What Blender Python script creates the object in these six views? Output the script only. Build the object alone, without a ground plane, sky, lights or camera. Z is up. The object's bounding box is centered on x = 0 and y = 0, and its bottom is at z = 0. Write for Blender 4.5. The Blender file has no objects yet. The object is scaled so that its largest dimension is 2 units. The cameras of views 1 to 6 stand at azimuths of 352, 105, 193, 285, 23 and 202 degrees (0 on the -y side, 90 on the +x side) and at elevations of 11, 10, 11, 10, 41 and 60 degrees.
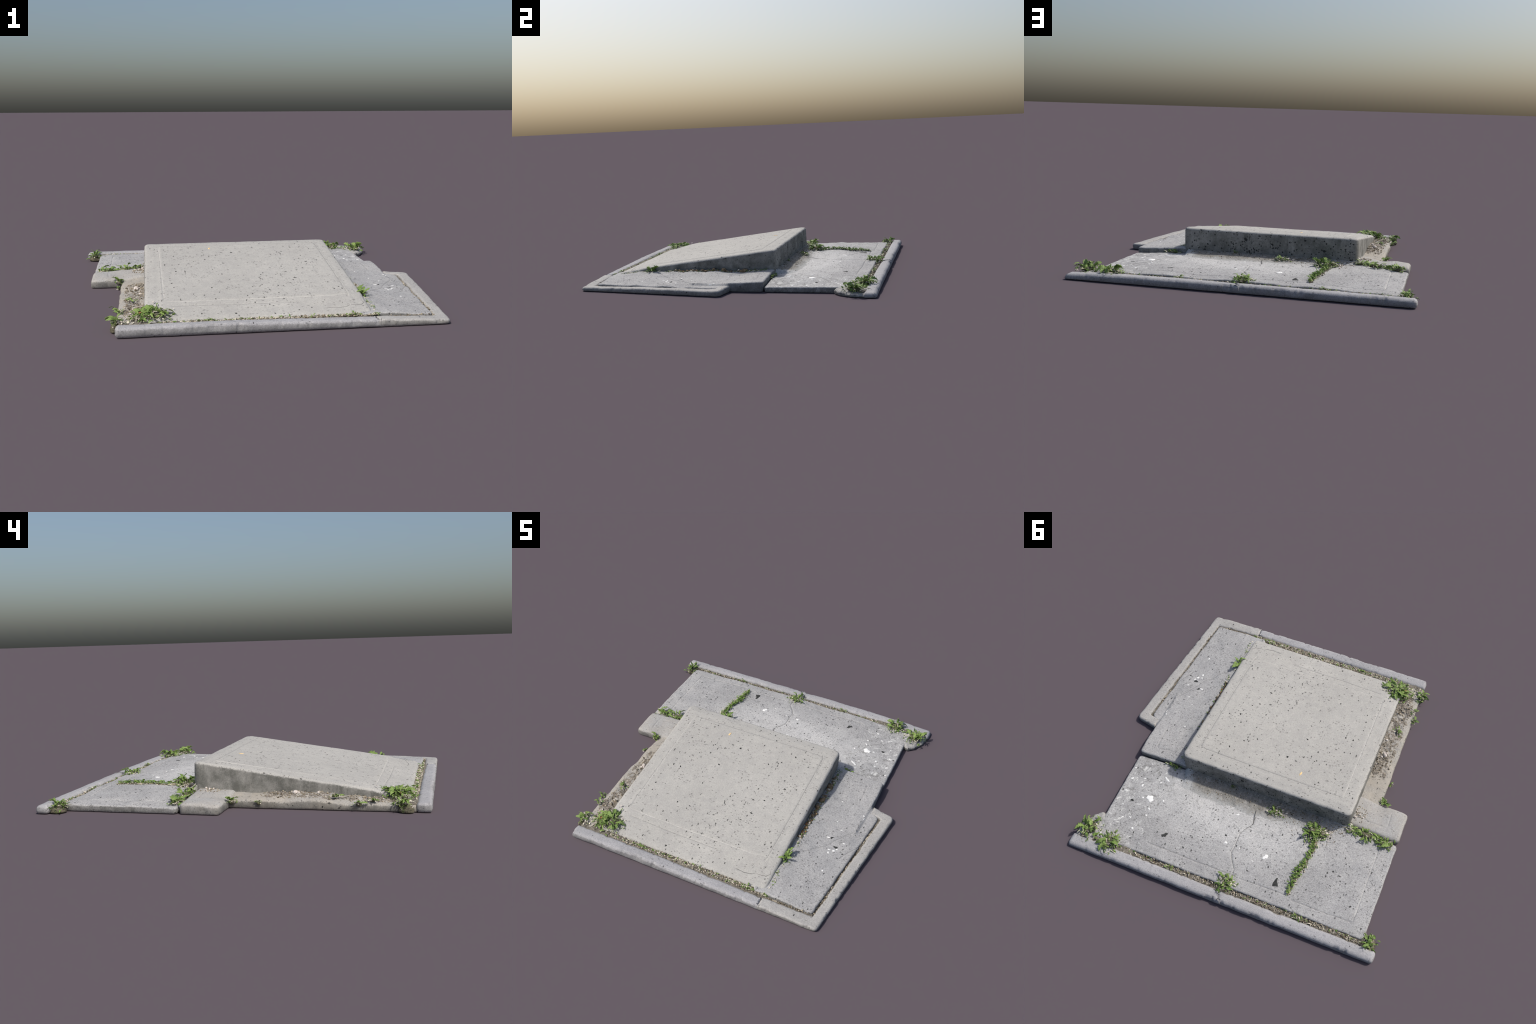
import bpy, bmesh, math, random
import numpy as np
from mathutils import Vector, Matrix
from mathutils.geometry import delaunay_2d_cdt

rng = random.Random(7)

# ------------------------------------------------------------------ noise
_perm = np.random.RandomState(11).rand(4096)


def _hash(i, j, seed):
    return _perm[(i * 374761 + j * 668265 + seed * 1274 + (i * j) % 977) % 4096]


def vnoise(x, y, seed=0):
    """Smooth value noise in -1..1."""
    xi, yi = np.floor(x).astype(int), np.floor(y).astype(int)
    fx, fy = x - xi, y - yi
    fx, fy = fx * fx * (3 - 2 * fx), fy * fy * (3 - 2 * fy)
    a, b = _hash(xi, yi, seed), _hash(xi + 1, yi, seed)
    c, d = _hash(xi, yi + 1, seed), _hash(xi + 1, yi + 1, seed)
    return 2 * ((a * (1 - fx) + b * fx) * (1 - fy) + (c * (1 - fx) + d * fx) * fy) - 1


def fbm(x, y, scale, octaves=3, seed=0):
    t, amp, tot = 0, 1.0, 0
    for o in range(octaves):
        t = t + amp * vnoise(x * scale * 2 ** o + 31.7 * o, y * scale * 2 ** o - 17.3 * o, seed + o)
        tot += amp
        amp *= 0.5
    return t / tot


def smooth(a, b, x):
    t = np.clip((x - a) / (b - a), 0, 1)
    return t * t * (3 - 2 * t)


def spread(points, power=2.5, soft=0.03):
    """Surface through a few measured heights (x, y, z)."""
    P = np.array(points, float)

    def f(x, y):
        num = den = 0
        for px, py, pz in P:
            w = 1 / ((x - px) ** 2 + (y - py) ** 2 + soft ** 2) ** (power / 2)
            num = num + w * pz
            den = den + w
        return num / den
    return f


def dist_line(x, y, pts):
    d = np.full(np.shape(x), 9.0)
    for (ax, ay), (bx, by) in zip(pts, pts[1:]):
        vx, vy = bx - ax, by - ay
        t = np.clip(((x - ax) * vx + (y - ay) * vy) / (vx * vx + vy * vy + 1e-12), 0, 1)
        d = np.minimum(d, np.hypot(x - ax - t * vx, y - ay - t * vy))
    return d


def resample(pts, step, closed=False):
    pts = [tuple(p) for p in pts]
    if closed:
        pts = pts + [pts[0]]
    out = []
    for a, b in zip(pts, pts[1:]):
        n = max(1, int(round(math.dist(a, b) / step)))
        for i in range(n):
            t = i / n
            out.append((a[0] + (b[0] - a[0]) * t, a[1] + (b[1] - a[1]) * t))
    if not closed:
        out.append(pts[-1])
    return out


def wobble(pts, amp, freq, seed):
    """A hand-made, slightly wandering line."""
    P = np.array(resample(pts, 0.006))
    d = np.gradient(P, axis=0)
    n = np.stack([-d[:, 1], d[:, 0]], 1)
    n /= np.linalg.norm(n, axis=1)[:, None] + 1e-9
    return [tuple(p) for p in P + n * (amp * fbm(P[:, 0] + 5, P[:, 1] + 3, freq, 3, seed))[:, None]]


# ------------------------------------------------------------------ materials
class Nodes:
    def __init__(self, name):
        self.mat = bpy.data.materials.new(name)
        self.mat.use_nodes = True
        self.t = self.mat.node_tree
        self.bsdf = self.t.nodes["Principled BSDF"]
        self.out = self.t.nodes["Material Output"]
        self.co = self.add("ShaderNodeTexCoord").outputs["Object"]

    def add(self, kind, **kw):
        n = self.t.nodes.new(kind)
        for k, v in kw.items():
            setattr(n, k, v)
        return n

    def put(self, sock, v):
        if hasattr(v, "is_output"):
            self.t.links.new(v, sock)
        else:
            sock.default_value = v

    def math(self, op, a, b=0.0, clamp=False):
        n = self.add("ShaderNodeMath", operation=op, use_clamp=clamp)
        self.put(n.inputs[0], a)
        self.put(n.inputs[1], b)
        return n.outputs[0]

    def ramp(self, v, a, b, lo=0.0, hi=1.0):
        n = self.add("ShaderNodeMapRange", interpolation_type="SMOOTHSTEP")
        for i, q in enumerate((v, a, b, lo, hi)):
            self.put(n.inputs[i], q)
        return n.outputs[0]

    def noise(self, scale, detail=3, rough=0.55, co=None, distort=0.0):
        n = self.add("ShaderNodeTexNoise")
        self.put(n.inputs["Vector"], co or self.co)
        n.inputs["Scale"].default_value = scale
        n.inputs["Detail"].default_value = detail
        n.inputs["Roughness"].default_value = rough
        n.inputs["Distortion"].default_value = distort
        return n.outputs["Fac"]

    def mix(self, fac, a, b, blend="MIX"):
        n = self.add("ShaderNodeMix", data_type="RGBA", blend_type=blend)
        self.put(n.inputs[0], fac)
        self.put(n.inputs[6], a if hasattr(a, "is_output") else (*a, 1))
        self.put(n.inputs[7], b if hasattr(b, "is_output") else (*b, 1))
        return n.outputs[2]

    def warped(self, scale, amount):
        n = self.add("ShaderNodeTexNoise")
        self.put(n.inputs["Vector"], self.co)
        n.inputs["Scale"].default_value = scale
        n.inputs["Detail"].default_value = 2
        v = self.add("ShaderNodeVectorMath", operation="SUBTRACT")
        self.put(v.inputs[0], n.outputs["Color"])
        v.inputs[1].default_value = (0.5, 0.5, 0.5)
        s = self.add("ShaderNodeVectorMath", operation="SCALE")
        self.put(s.inputs[0], v.outputs[0])
        s.inputs["Scale"].default_value = amount
        a = self.add("ShaderNodeVectorMath", operation="ADD")
        self.put(a.inputs[0], self.co)
        self.put(a.inputs[1], s.outputs[0])
        return a.outputs[0]

    def flecks(self, scale, share, size, warp=0.5, where=None, stretch=(1, 1, 1)):
        """Scattered irregular specks: share of cells that carry one, size within the cell."""
        v = self.add("ShaderNodeTexVoronoi", voronoi_dimensions="3D")
        mp = self.add("ShaderNodeMapping")
        self.put(mp.inputs[0], self.warped(scale * 2.2, warp / scale))
        mp.inputs["Scale"].default_value = stretch
        self.put(v.inputs["Vector"], mp.outputs[0])
        v.inputs["Scale"].default_value = scale
        sep = self.add("ShaderNodeSeparateColor")
        self.put(sep.inputs[0], v.outputs["Color"])
        on = self.math("LESS_THAN", sep.outputs[0], share if where is None else self.math("MULTIPLY", share, where))
        r = self.math("ADD", self.math("MULTIPLY", sep.outputs[1], size * 0.7), size * 0.3)
        inside = self.ramp(self.math("SUBTRACT", r, v.outputs["Distance"]), 0.0, size * 0.25)
        return self.math("MULTIPLY", on, inside)

    def axis(self, i):
        s = self.add("ShaderNodeSeparateXYZ")
        self.put(s.inputs[0], self.co)
        return s.outputs[i]

    def finish(self, color, rough=0.9, bump=None, strength=0.3, dist=0.002):
        self.put(self.bsdf.inputs["Base Color"], color)
        self.put(self.bsdf.inputs["Roughness"], rough)
        self.bsdf.inputs["Specular IOR Level"].default_value = 0.25
        if bump is not None:
            b = self.add("ShaderNodeBump")
            b.inputs["Strength"].default_value = strength
            b.inputs["Distance"].default_value = dist
            self.put(b.inputs["Height"], bump)
            self.t.links.new(b.outputs[0], self.bsdf.inputs["Normal"])
        return self.mat


DARK = (0.028, 0.029, 0.028)


def shade(c, k):
    return tuple(min(1, v * k) for v in c)


def concrete(name, base, fleck=0.3, coarse=0.06, worn=0.0, side=0.5, back_pits=False, sandy=0.0, patchy=0.08, pale_zone=False, grit=1.0):
    n = Nodes(name)
    big = n.noise(2.2, 4)
    mid = n.noise(19, 4, 0.65)
    fine = n.noise(150, 4, 0.85)
    grain = n.noise(520, 2, 0.8)
    c = n.mix(n.ramp(big, 0.3, 0.7), shade(base, 1 - patchy), shade(base, 1 + patchy * 0.7))
    c = n.mix(n.ramp(mid, 0.3, 0.7), c, n.mix(1.0, c, (0.90, 0.90, 0.91), "MULTIPLY"))
    c = n.mix(n.ramp(fine, 0.36, 0.64), n.mix(1.0, c, (1 - 0.26 * grit,) * 3, "MULTIPLY"), n.mix(1.0, c, (1 + 0.17 * grit,) * 3, "MULTIPLY"))
    if pale_zone:
        # the middle of the low slab, by the foot of the raised one, is paler
        px, py = n.axis(0), n.axis(1)
        gx = n.math("MULTIPLY", n.math("SUBTRACT", px, 0.10), 1.4)
        gy = n.math("MULTIPLY", n.math("SUBTRACT", py, 0.47), 4.0)
        g = n.math("SQRT", n.math("ADD", n.math("MULTIPLY", gx, gx), n.math("MULTIPLY", gy, gy)))
        g = n.math("ADD", g, n.math("MULTIPLY", n.math("SUBTRACT", n.noise(8, 4, 0.6), 0.5), 1.1))
        c = n.mix(n.ramp(g, 0.25, 1.25, 0.95, 0.0), c, n.mix(1.0, c, (1.36, 1.36, 1.35), "MULTIPLY"))
        # scraped, whitened stretch toward the far corner
        q = n.math("MULTIPLY", n.ramp(px, 0.46, 0.62), n.ramp(n.noise(30, 5, 0.75, distort=0.8), 0.53, 0.63))
        c = n.mix(n.math("MULTIPLY", q, 0.85), c, (0.64, 0.64, 0.62))
        q = n.math("MULTIPLY", n.ramp(px, 0.40, 0.60), n.ramp(n.noise(24, 5, 0.75, distort=0.6, co=n.warped(3, 0.3)), 0.54, 0.64))
        c = n.mix(n.math("MULTIPLY", q, 0.7), c, (0.15, 0.148, 0.138))
    c = n.mix(n.ramp(grain, 0.58, 0.75, 0, 0.5), c, shade(base, 0.55))
    # pale scuffs and exposed light grit
    if worn:
        scuff = n.math("MULTIPLY", n.ramp(n.noise(9, 5, 0.7, distort=0.6), 0.52, 0.72), n.ramp(n.noise(90, 3, 0.7), 0.42, 0.62))
        c = n.mix(n.math("MULTIPLY", scuff, worn), c, shade(base, 1.5))
    if sandy:
        dirt = n.ramp(n.noise(7, 4, 0.65, distort=0.4), 0.36, 0.62)
        c = n.mix(n.math("MULTIPLY", dirt, sandy), c, (0.385, 0.350, 0.295))
    # pores and dark aggregate
    patch = n.ramp(n.noise(5, 3), 0.35, 0.68, 0.3, 1.5)
    m1 = n.flecks(120, fleck * 1.25, 0.46, 0.7, patch, (0.5, 1.0, 0.8))
    m2 = n.flecks(74, fleck * 0.5, 0.38, 0.6, patch, (1.0, 0.55, 0.8))
    m3 = n.flecks(42, coarse * 1.2, 0.27, 0.4, patch, (0.8, 1.0, 0.8))
    # grime and pores that cling to the rough sawn sides, with baked shade mixed in
    geo = n.add("ShaderNodeNewGeometry")
    sz = n.add("ShaderNodeSeparateXYZ")
    n.put(sz.inputs[0], geo.outputs["Normal"])
    upright = n.ramp(n.math("ADD", n.math("ABSOLUTE", sz.outputs[2]), n.math("MULTIPLY", n.math("SUBTRACT", n.noise(160, 3, 0.75), 0.5), 1.1)), 0.30, 0.62, 1.0, 0.0)
    blot = n.ramp(n.math("ADD", n.math("MULTIPLY", n.noise(13, 5, 0.65), 0.75), n.math("MULTIPLY", n.noise(120, 3, 0.7), 0.25)), 0.34, 0.68)
    mp = n.add("ShaderNodeMapping")
    n.put(mp.inputs[0], n.co)
    mp.inputs["Scale"].default_value = (1, 1, 0.12)
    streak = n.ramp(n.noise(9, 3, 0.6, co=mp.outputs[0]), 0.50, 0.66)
    blot = n.math("MAXIMUM", blot, n.math("MULTIPLY", streak, n.ramp(n.noise(70, 4, 0.7), 0.3, 0.6, 0.45, 1.0)))
    grime_shade = n.math("MULTIPLY", n.math("MULTIPLY", upright, n.math("ADD", n.math("MULTIPLY", blot, 0.55), 0.42)), side)
    c = n.mix(grime_shade, c, (0.085, 0.086, 0.076))
    c = n.mix(n.math("MULTIPLY", m1, 0.72), c, shade(base, 0.30))
    c = n.mix(n.math("MULTIPLY", m2, 0.88), c, shade(base, 0.13))
    c = n.mix(n.math("MULTIPLY", m3, 0.95), c, DARK)
    pit = n.math("MAXIMUM", m2, m3)
    if back_pits:
        zone = n.ramp(n.axis(1), 0.257, 0.264)
        dens = n.ramp(n.noise(6, 3), 0.35, 0.65, 0.5, 1.4)
        p1 = n.math("MULTIPLY", n.flecks(34, 0.22, 0.44, 0.8, dens), zone)
        p2 = n.math("MULTIPLY", n.flecks(66, 0.38, 0.48, 0.8, dens), zone)
        p = n.math("MAXIMUM", p1, p2)
        c = n.mix(n.math("MULTIPLY", p, 0.92), c, (0.02, 0.022, 0.022))
        pit = n.math("MAXIMUM", pit, p)
    h = n.math("ADD", n.math("MULTIPLY", fine, 0.6), n.math("MULTIPLY", n.noise(60, 4, 0.7), 0.5))
    h = n.math("SUBTRACT", h, n.math("MULTIPLY", pit, 0.8))
    return n.finish(c, 0.92, h, 0.45, 0.0025)


def earth(name, a, b, c3, scale=60, rough_bump=0.7, dark=0.5, fade=False):
    n = Nodes(name)
    c = n.mix(n.ramp(n.noise(scale, 5, 0.75), 0.35, 0.65), a, b)
    c = n.mix(n.ramp(n.noise(scale * 0.33, 4, 0.7, distort=0.5), 0.5, 0.7), c, c3)
    c = n.mix(n.math("MULTIPLY", n.ramp(n.noise(scale * 2.3, 3, 0.8), 0.55, 0.68), dark), c, (0.05, 0.044, 0.036))
    c = n.mix(n.math("MULTIPLY", n.flecks(130, 0.35, 0.45, 0.6), 0.8), c, (0.035, 0.032, 0.028))
    c = n.mix(n.math("MULTIPLY", n.flecks(110, 0.2, 0.4, 0.6), 0.8), c, (0.66, 0.61, 0.53))
    if fade:
        # thins out over the pale slab
        west = n.math("MULTIPLY", n.math("MAXIMUM", n.math("SUBTRACT", -0.15, n.axis(0)), 0.0), 0.30)
        east = n.math("MULTIPLY", n.math("MAXIMUM", n.math("SUBTRACT", n.axis(0), 0.41), 0.0), 2.2)
        west = n.math("ADD", west, east)
        e = n.math("ADD", n.math("ADD", n.axis(1), west), n.math("MULTIPLY", n.math("SUBTRACT", n.noise(20, 5, 0.7), 0.5), 0.14))
        pale = n.mix(n.ramp(n.noise(150, 4, 0.85), 0.36, 0.64), (0.40, 0.40, 0.39), (0.58, 0.58, 0.57))
        pale = n.mix(n.math("MULTIPLY", n.flecks(110, 0.4, 0.42, 0.7), 0.8), pale, (0.08, 0.08, 0.08))
        c = n.mix(n.ramp(e, 0.335, 0.435), c, pale)
    h = n.math("ADD", n.noise(scale * 2, 4, 0.8), n.math("MULTIPLY", n.noise(scale * 0.6, 3), 0.8))
    return n.finish(c, 0.95, h, rough_bump, 0.006)


def pebble_stuff(name):
    """Every pebble takes a tint from the cell of space that it lies in."""
    n = Nodes(name)
    v = n.add("ShaderNodeTexVoronoi")
    n.put(v.inputs["Vector"], n.co)
    v.inputs["Scale"].default_value = 85
    s = n.add("ShaderNodeSeparateColor")
    n.put(s.inputs[0], v.outputs["Color"])
    r = n.add("ShaderNodeValToRGB")
    el = r.color_ramp.elements
    el[0].position, el[0].color = 0.0, (0.07, 0.058, 0.04, 1)
    el[1].position, el[1].color = 1.0, (0.60, 0.56, 0.47, 1)
    for p, c in ((0.25, (0.20, 0.165, 0.11)), (0.45, (0.36, 0.32, 0.25)), (0.62, (0.24, 0.185, 0.125)), (0.7, (0.42, 0.39, 0.34)), (0.85, (0.50, 0.44, 0.33))):
        e = el.new(p)
        e.color = (*c, 1)
    n.put(r.inputs[0], s.outputs[0])
    c = n.mix(n.ramp(n.noise(160, 3, 0.7), 0.4, 0.65, 0, 0.55), r.outputs[0], (0.09, 0.075, 0.055))
    return n.finish(c, 0.9, n.noise(300, 3, 0.7), 0.5, 0.002)


def plain(name, color, var=0.2, scale=80, rough=0.85):
    n = Nodes(name)
    c = n.mix(n.ramp(n.noise(scale, 3, 0.7), 0.3, 0.7), shade(color, 1 - var), shade(color, 1 + var))
    return n.finish(c, rough, n.noise(250, 3), 0.3, 0.001)


def foliage(name, a, b, tip):
    n = Nodes(name)
    info = n.add("ShaderNodeObjectInfo")
    c = n.mix(info.outputs["Random"], a, b)
    c = n.mix(n.ramp(n.noise(26, 3, 0.6, co=None), 0.42, 0.7, 0, 0.7), c, tip)
    c = n.mix(n.ramp(n.noise(90, 3, 0.7), 0.5, 0.72, 0, 0.6), c, shade(a, 0.45))
    n.put(n.bsdf.inputs["Base Color"], c)
    n.bsdf.inputs["Roughness"].default_value = 0.55
    tr = n.add("ShaderNodeBsdfTranslucent")
    n.put(tr.inputs[0], c)
    mx = n.add("ShaderNodeMixShader")
    mx.inputs[0].default_value = 0.25
    n.t.links.new(n.bsdf.outputs[0], mx.inputs[1])
    n.t.links.new(tr.outputs[0], mx.inputs[2])
    n.t.links.new(mx.outputs[0], n.out.inputs[0])
    b = n.add("ShaderNodeBump")
    b.inputs["Strength"].default_value = 0.4
    b.inputs["Distance"].default_value = 0.002
    n.put(b.inputs["Height"], n.noise(120, 3))
    n.t.links.new(b.outputs[0], n.bsdf.inputs["Normal"])
    return n.mat


WARM = (0.440, 0.430, 0.402)
COOL = (0.394, 0.391, 0.386)
BLUE = (0.385, 0.382, 0.390)
M_TILT = concrete("warm_grey_concrete", WARM, 0.27, 0.024, 0.0, 0.90, back_pits=True, patchy=0.05, grit=0.55)
M_BACK = concrete("pitted_grey_concrete", COOL, 0.42, 0.055, 0.40, 0.80, pale_zone=True, grit=1.15)
M_SIDE = concrete("scuffed_grey_concrete", COOL, 0.42, 0.04, 0.40, 0.80, grit=1.1)
M_KERB = concrete("plain_kerb_concrete", BLUE, 0.14, 0.0, 0.15, 0.55, patchy=0.08, grit=0.8)
M_EDGE = concrete("pale_kerb_concrete", (0.400, 0.391, 0.374), 0.24, 0.015, 0.15, 0.60, patchy=0.08, grit=0.8)
M_STUB = concrete("dusty_concrete", (0.385, 0.380, 0.368), 0.20, 0.01, 0.1, 0.80, sandy=0.30, grit=0.8)
M_BED = concrete("sandy_mortar", (0.375, 0.360, 0.330), 0.36, 0.02, 0.25, 0.80, sandy=0.6, patchy=0.12)
M_SAND = earth("sandy_soil", (0.32, 0.305, 0.275), (0.22, 0.21, 0.185), (0.38, 0.36, 0.33), 70, 0.8, 0.35, fade=True)
M_RUBBLE = earth("crumbly_soil", (0.34, 0.305, 0.262), (0.16, 0.14, 0.115), (0.46, 0.425, 0.38), 62, 1.0, 0.85)
M_JOINT = earth("joint_soil", (0.18, 0.162, 0.132), (0.29, 0.262, 0.215), (0.085, 0.076, 0.06), 90, 0.9, 0.6)
M_CLOD = earth("mossy_soil", (0.16, 0.14, 0.10), (0.10, 0.10, 0.065), (0.09, 0.13, 0.035), 60, 0.9, 0.6)
M_PEBBLE = pebble_stuff("pebbles")
M_CRACK = plain("crack_dirt", (0.13, 0.128, 0.122), 0.35, 120)
M_LINE = plain("tooled_line_shade", (0.25, 0.246, 0.238), 0.3, 60)  # shaded side of the tooled step, painted dark
M_PALE = plain("tooled_line_lit", (0.56, 0.545, 0.515), 0.15, 60)  # lit side of the tooled step, painted pale
M_DARK = plain("dark_patch", DARK, 0.4, 150)
M_CHIP = plain("black_chip", (0.04, 0.041, 0.04), 0.5, 120)
M_WHITE = plain("white_splash", (0.80, 0.80, 0.78), 0.08, 150)
M_YELLOW = plain("yellow_leaf_scrap", (0.78, 0.56, 0.28), 0.1, 150)
M_STONE = plain("pale_rubble", (0.55, 0.50, 0.46), 0.3, 70)
M_STRAW = plain("dry_straw", (0.66, 0.62, 0.50), 0.3, 70)
M_LITTER = plain("brown_litter", (0.20, 0.145, 0.085), 0.5, 50)
M_RUST = plain("rust_brown_leaf", (0.27, 0.145, 0.065), 0.35, 60)
M_LEAF = foliage("green_leaf", (0.145, 0.27, 0.040), (0.26, 0.38, 0.09), (0.42, 0.50, 0.20))
M_MOSS = foliage("small_greens", (0.15, 0.27, 0.040), (0.18, 0.31, 0.055), (0.38, 0.44, 0.18))

# ------------------------------------------------------------------ object helpers
ROOT = bpy.data.objects.new("raised_paving", None)
bpy.context.collection.objects.link(ROOT)
ROOT["label"] = "grey concrete paving with one heaved slab, kerbs and weeds in joints"
ROOT["category"] = "paving"
SURFACES = []          # (outline array, top function)


def make(name, verts, faces, mats, parent=ROOT, smoothed=True, slots=None):
    me = bpy.data.meshes.new(name)
    me.from_pydata([tuple(v) for v in verts], [], faces)
    for m in mats:
        me.materials.append(m)
    if slots is not None:
        me.polygons.foreach_set("material_index", slots)
    me.polygons.foreach_set("use_smooth", [smoothed] * len(me.polygons))
    me.update()
    ob = bpy.data.objects.new(name, me)
    bpy.context.collection.objects.link(ob)
    ob.parent = parent
    return ob


def rounded(corners, radius, step=0.006):
    """Outline through corners, each rounded; corners may carry their own radius (x, y, r)."""
    n, out = len(corners), []
    for i in range(n):
        p, a, b = (np.array(corners[j][:2], float) for j in (i, i - 1, (i + 1) % n))
        r = corners[i][2] if len(corners[i]) > 2 else radius
        u, v = (a - p), (b - p)
        lu, lv = np.linalg.norm(u), np.linalg.norm(v)
        u, v = u / lu, v / lv
        k = min(r / math.tan(math.acos(np.clip(u @ v, -1, 1)) / 2 + 1e-6), lu * 0.45, lv * 0.45)
        if r < 1e-4:
            out.append(tuple(p))
            continue
        m = max(2, int(k * 1.6 / step))
        for j in range(m + 1):
            t = j / m
            out.append(tuple((p + u * k) * (1 - t) ** 2 + 2 * p * t * (1 - t) + (p + v * k) * t ** 2))
    return resample(out, step, closed=True)


def inside(px, py, poly):
    res = np.zeros(px.shape, bool)
    x0, y0 = poly[:, 0], poly[:, 1]
    x1, y1 = np.roll(x0, -1), np.roll(y0, -1)
    for a, b, c, d in zip(x0, y0, x1, y1):
        if b != d:
            res ^= ((b > py) != (d > py)) & (px < (c - a) * (py - b) / (d - b) + a)
    return res


def block(name, corners, radius, top, mat, edge=0.014, bottom=0.0, lean=0.0, lines=(), spacing=0.0075,
          rough=0.0015, edge_noise=0.0025, seed=0, groove=0.0022, groove_w=0.003, undercut=0.004, register=True, round_drop=None, chip=0.0):
    """A cast slab: outline, rounded arris, top surface with tooled lines and cracks pressed in."""
    O = np.array(rounded(corners, radius))
    area = 0.5 * np.sum(O[:, 0] * np.roll(O[:, 1], -1) - np.roll(O[:, 0], -1) * O[:, 1])
    if area < 0:
        O = O[::-1]
    d = np.roll(O, -1, 0) - np.roll(O, 1, 0)
    N = np.stack([d[:, 1], -d[:, 0]], 1)
    N /= np.linalg.norm(N, axis=1)[:, None] + 1e-12          # outward
    for _ in range(3):
        N = (np.roll(N, 1, 0) + N + np.roll(N, -1, 0))
        N /= np.linalg.norm(N, axis=1)[:, None] + 1e-12

    def zt(x, y):
        z = top(x, y) + rough * fbm(x, y, 14, 4, seed + 3) + rough * 0.45 * fbm(x, y, 70, 2, seed + 9)
        for ln in lines:
            z = z - groove * np.exp(-(dist_line(x, y, ln) / groove_w) ** 2)
        return z
    drop = round_drop or edge
    rings = [(-undercut - edge * 0.3, None)]
    prof = [(undercut, 0.0), (undercut * 0.3, 0.25), (0.0, 0.6), (0.0, 1.0)]
    V, ring_n = [], len(O)
    wob = edge_noise * fbm(O[:, 0] + 7, O[:, 1] + 2, 18, 4, seed + 1)
    base_top = zt(O[:, 0], O[:, 1])
    zside = np.maximum(base_top - drop, bottom + 0.003)
    levels = []
    for ins, f in prof:
        levels.append((ins, bottom + (zside - bottom) * f))
    for k in range(1, 6):
        a = k / 5 * math.pi / 2
        levels.append((edge * (1 - math.cos(a)), None if k == 5 else ("arc", math.sin(a))))
    for li, (ins, z) in enumerate(levels):
        w = wob + (edge_noise * 0.7 * fbm(O[:, 0] * 1.0 + li * 0.013, O[:, 1] - li * 0.011, 60, 3, seed + 2) if li < 7 else 0)
        if chip and li >= 3:
            bite = smooth(0.30, 0.62, fbm(O[:, 0] + 1, O[:, 1] + 4, 16, 3, seed + 6)) + 0.6 * smooth(0.35, 0.6, fbm(O[:, 0], O[:, 1], 45, 2, seed + 8))
            w = w - chip * bite * (1.0 if li < 7 else 0.5)
        P = O - N * ins + N * w[:, None]
        if z is None:
            zz = zt(P[:, 0], P[:, 1])
        elif isinstance(z, tuple):
            zz = zside + (zt(P[:, 0], P[:, 1]) - zside) * z[1]
        else:
            zz = z
        V.append(np.column_stack([P, zz]))
    inner = V[-1][:, :2]
    # interior points
    lo, hi = inner.min(0), inner.max(0)
    gx, gy = np.meshgrid(np.arange(lo[0], hi[0], spacing), np.arange(lo[1], hi[1], spacing))
    G = np.column_stack([gx.ravel(), gy.ravel()])
    G += (np.random.RandomState(seed + 5).rand(*G.shape) - 0.5) * spacing * 0.35
    G = G[inside(G[:, 0], G[:, 1], inner)]
    G = G[dist_line(G[:, 0], G[:, 1], [tuple(p) for p in inner] + [tuple(inner[0])]) > spacing * 0.45]
    extra = []
    for ln in lines:
        L = np.array(resample(ln, 0.004))
        dd = np.gradient(L, axis=0)
        nn = np.stack([-dd[:, 1], dd[:, 0]], 1)
        nn /= np.linalg.norm(nn, axis=1)[:, None] + 1e-12
        E = np.concatenate([L + nn * o for o in (-1.8 * groove_w, -0.8 * groove_w, 0, 0.8 * groove_w, 1.8 * groove_w)])
        G = G[dist_line(G[:, 0], G[:, 1], ln) > groove_w * 2.6]
        extra.append(E)
    if extra:
        E = np.concatenate(extra)
        E = E[inside(E[:, 0], E[:, 1], inner)]
        E = E[dist_line(E[:, 0], E[:, 1], [tuple(p) for p in inner] + [tuple(inner[0])]) > 0.002]
        G = np.concatenate([G, E])
    pts = [Vector(p) for p in np.concatenate([inner, G])]
    res = delaunay_2d_cdt(pts, [(i, (i + 1) % ring_n) for i in range(ring_n)], [], 1, 1e-6)
    cv, cf = res[0], res[2]
    orig = res[3]
    verts = np.concatenate(V)
    first_inner = len(verts) - ring_n
    index, add = {}, []
    for i, src in enumerate(orig):
        r = [s for s in src if s < ring_n]
        if r:
            index[i] = first_inner + r[0]
        else:
            index[i] = len(verts) + len(add)
            add.append((cv[i][0], cv[i][1]))
    A = np.array(add)
    verts = np.concatenate([verts, np.column_stack([A, zt(A[:, 0], A[:, 1])])])
    faces = []
    for k in range(len(V) - 1):
        for i in range(ring_n):
            j = (i + 1) % ring_n
            faces.append((k * ring_n + i, k * ring_n + j, (k + 1) * ring_n + j, (k + 1) * ring_n + i))
    for f in cf:
        f = tuple(index[i] for i in f)
        if len(set(f)) == 3:
            faces.append(f)
    faces.append(tuple(range(ring_n))[::-1])
    if lean:
        verts[:, 1] += lean * (top(verts[:, 0], verts[:, 1]) - verts[:, 2]) * (verts[:, 1] > -0.3)
    ob = make(name, verts, faces, [mat])
    if register:
        SURFACES.append(([tuple(c[:2]) for c in corners], zt))
    return ob


def ground(x, y, skip=()):
    best = 0.0
    X, Y = np.array([x]), np.array([y])
    for poly, f in SURFACES:
        hit = False
        for (a, b), (c, d) in zip(poly, poly[1:] + poly[:1]):
            if (b > y) != (d > y) and x < (c - a) * (y - b) / (d - b) + a:
                hit = not hit
        if hit:
            best = max(best, float(f(X, Y)[0]))
    return best


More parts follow.
